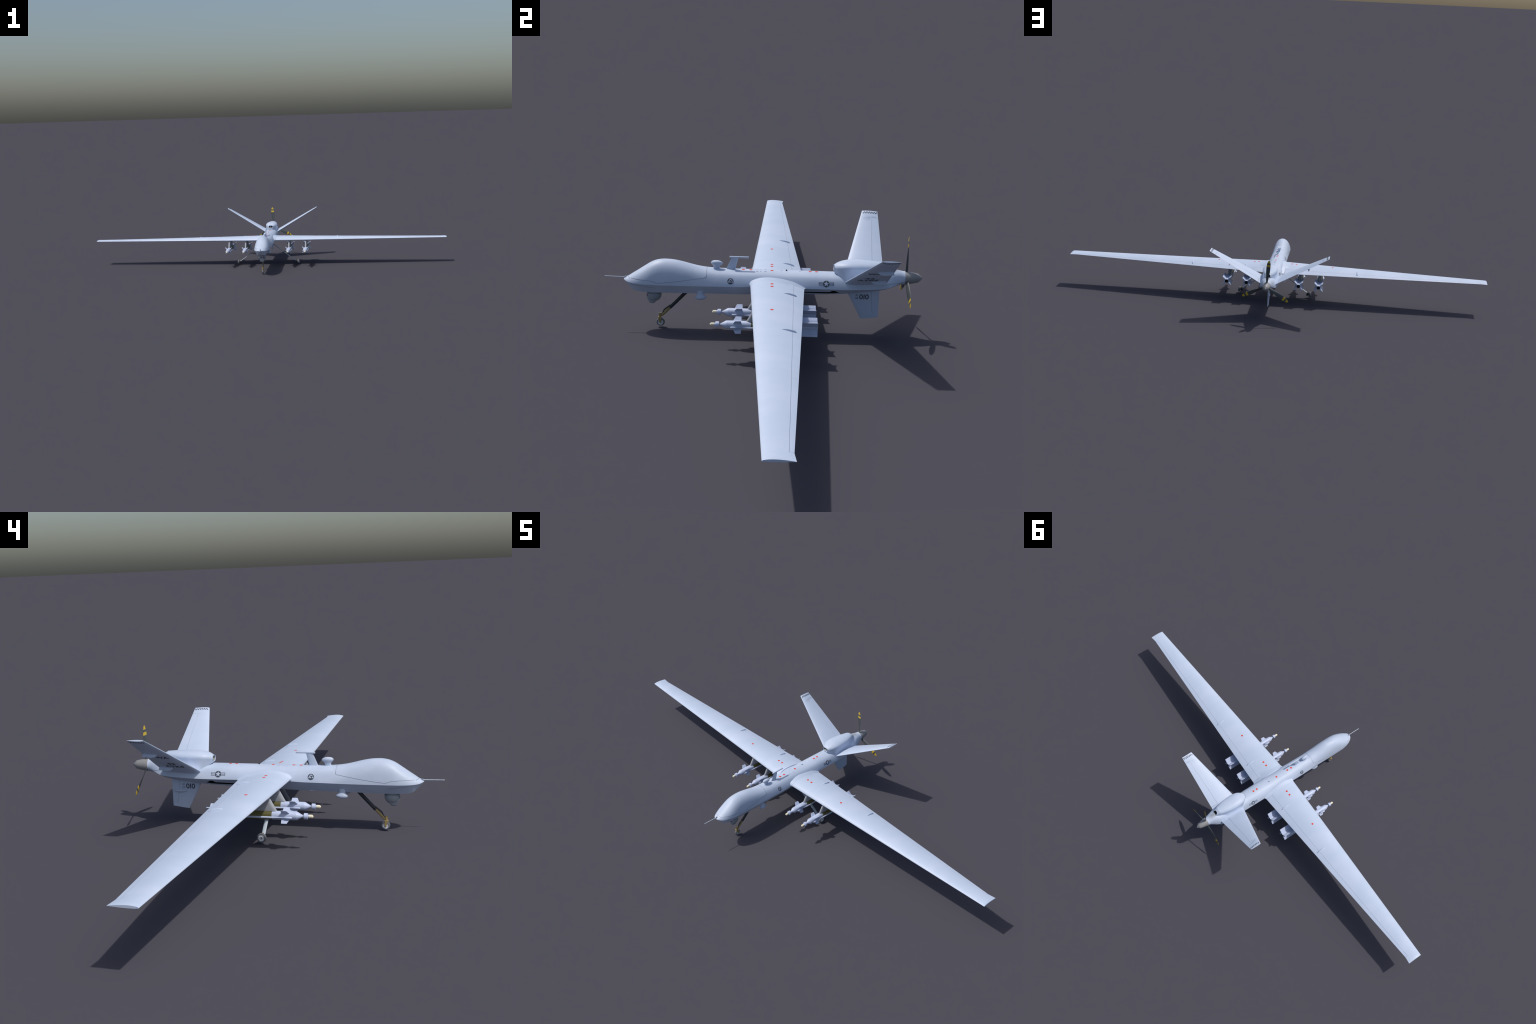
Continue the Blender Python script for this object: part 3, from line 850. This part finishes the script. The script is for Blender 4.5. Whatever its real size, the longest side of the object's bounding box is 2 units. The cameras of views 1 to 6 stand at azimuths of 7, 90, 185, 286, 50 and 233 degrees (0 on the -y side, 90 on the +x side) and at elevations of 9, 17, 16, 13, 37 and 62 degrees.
body_prof = [(-.0293, .0112), (-.0290, .0119), (-.020, .0123), (.030, .0125), (.052, .0121), (.068, .0111), (.0765, .0102), (.0770, .0080)]
M_bomb = mesh_from(*revolve(body_prof, 'y', 32), "guided_bomb", M_OLIVE, sharp=40)
guid = mesh_from(*revolve([(-.1115, .0010), (-.1110, .0016), (-.0950, .0109), (-.0925, .0114), (-.0360, .0115), (-.0292, .0117), (-.0288, .0100)], 'y', 32), "guidance_section", M_PALE, sharp=40)
neck = mesh_from(*revolve([(-.1268, .0030), (-.1262, .0040), (-.1228, .0044), (-.1226, .0050), (-.1222, .0078), (-.1205, .0081), (-.1130, .0081), (-.1128, .0070), (-.1132, .0025), (-.1100, .0020)], 'y', 28), "seeker_ring", M_PALE, sharp=35)
seek = mesh_from(*revolve([(-.1372, .0006), (-.1369, .0018), (-.1355, .0026), (-.1350, .0032), (-.1344, .0045), (-.1258, .0047), (-.1255, .0030)], 'y', 24), "seeker_head", M_CREAM, sharp=35)
tail = mesh_from(*revolve([(.0755, .0070), (.0760, .0100), (.0900, .0093), (.1050, .0090), (.1450, .0088), (.1455, .0083), (.1452, .0078)], 'y', 28), "tail_section", M_PALE, sharp=40)
plug = mesh_from(*revolve([(.1440, .0080), (.1458, .0080)], 'y', 24), "tail_plug", M_BLACK, sharp=40)
def fin_mesh(name, pts, t0, t1):
    """plate in the local yz plane, z = radial; thickness tapers outward"""
    zmax = max(p[1] for p in pts); zmin = min(p[1] for p in pts)
    rings = [[Vector((o * (t0 + (t1 - t0) * (z - zmin) / (zmax - zmin)) / 2, y, z)) for y, z in pts] for o in (-1, 1)]
    me = mesh_from(*loft(rings), name, M_PALE, sharp=30)
    return bevelled(me, .0004, 1)
canard = fin_mesh("canard_fin", [(-.0775, .009), (-.0700, .0246), (-.0552, .0246), (-.0540, .009)], .0022, .0016)
tfin = fin_mesh("tail_fin", [(.0770, .006), (.0785, .0262), (.0805, .0272), (.1445, .0274), (.1450, .006)], .0062, .0028)
rib = mesh_from(*join(*[box((sg * .0016, .1310, .0185), (.0022, .0230, .0034)) for sg in (1, -1)]), "fin_rib", M_PALE)
v, f = loft([[Vector((.0122 + w * math.cos(a), y, -.0030 + w * .9 * math.sin(a))) for a in [2 * PI * k / 14 for k in range(14)]]
             for y, w in ((-.0832, .0010), (-.0826, .0022), (-.0805, .0029), (-.0660, .0029), (-.0640, .0015), (-.045, .0015), (-.034, .0024), (-.026, .0030), (.060, .0030), (.072, .0022), (.078, .0008))])
v = [Vector((p[0] + (.0010 if p[1] > -.04 else 0), p[1], p[2])) for p in v]
strake = mesh_from(v, f, "side_conduit", M_PALE, sharp=50)
lug = mesh_from(*join(box((0, -.012, .0125), (.006, .010, .004)), box((0, .035, .0125), (.006, .010, .004))), "suspension_lug", M_PYLON)

for x in (.2172, .1230, -.1230, -.2172):
    obj("pylon", pylon_mesh(x))
    B = obj("guided_bomb", M_bomb, None, Matrix.Translation((x, 0, .0928)))
    for nm, me in (("guidance_section", guid), ("seeker_ring", neck), ("seeker_head", seek), ("tail_section", tail), ("tail_plug", plug), ("suspension_lug", lug)):
        obj(nm, me, B)
    for k in range(4):
        R = Matrix.Rotation(math.radians(45 + 90 * k), 4, 'Y')
        obj("canard_fin", canard, B, R)
        obj("tail_fin", tfin, B, R)
        obj("fin_rib", rib, B, R)
    obj("side_conduit", strake, B)
    obj("side_conduit", strake, B, Matrix.Rotation(PI, 4, 'Z') @ Matrix.Scale(-1, 4, (0, 1, 0)))

for me in list(bpy.data.meshes):
    if me.users == 0:
        bpy.data.meshes.remove(me)
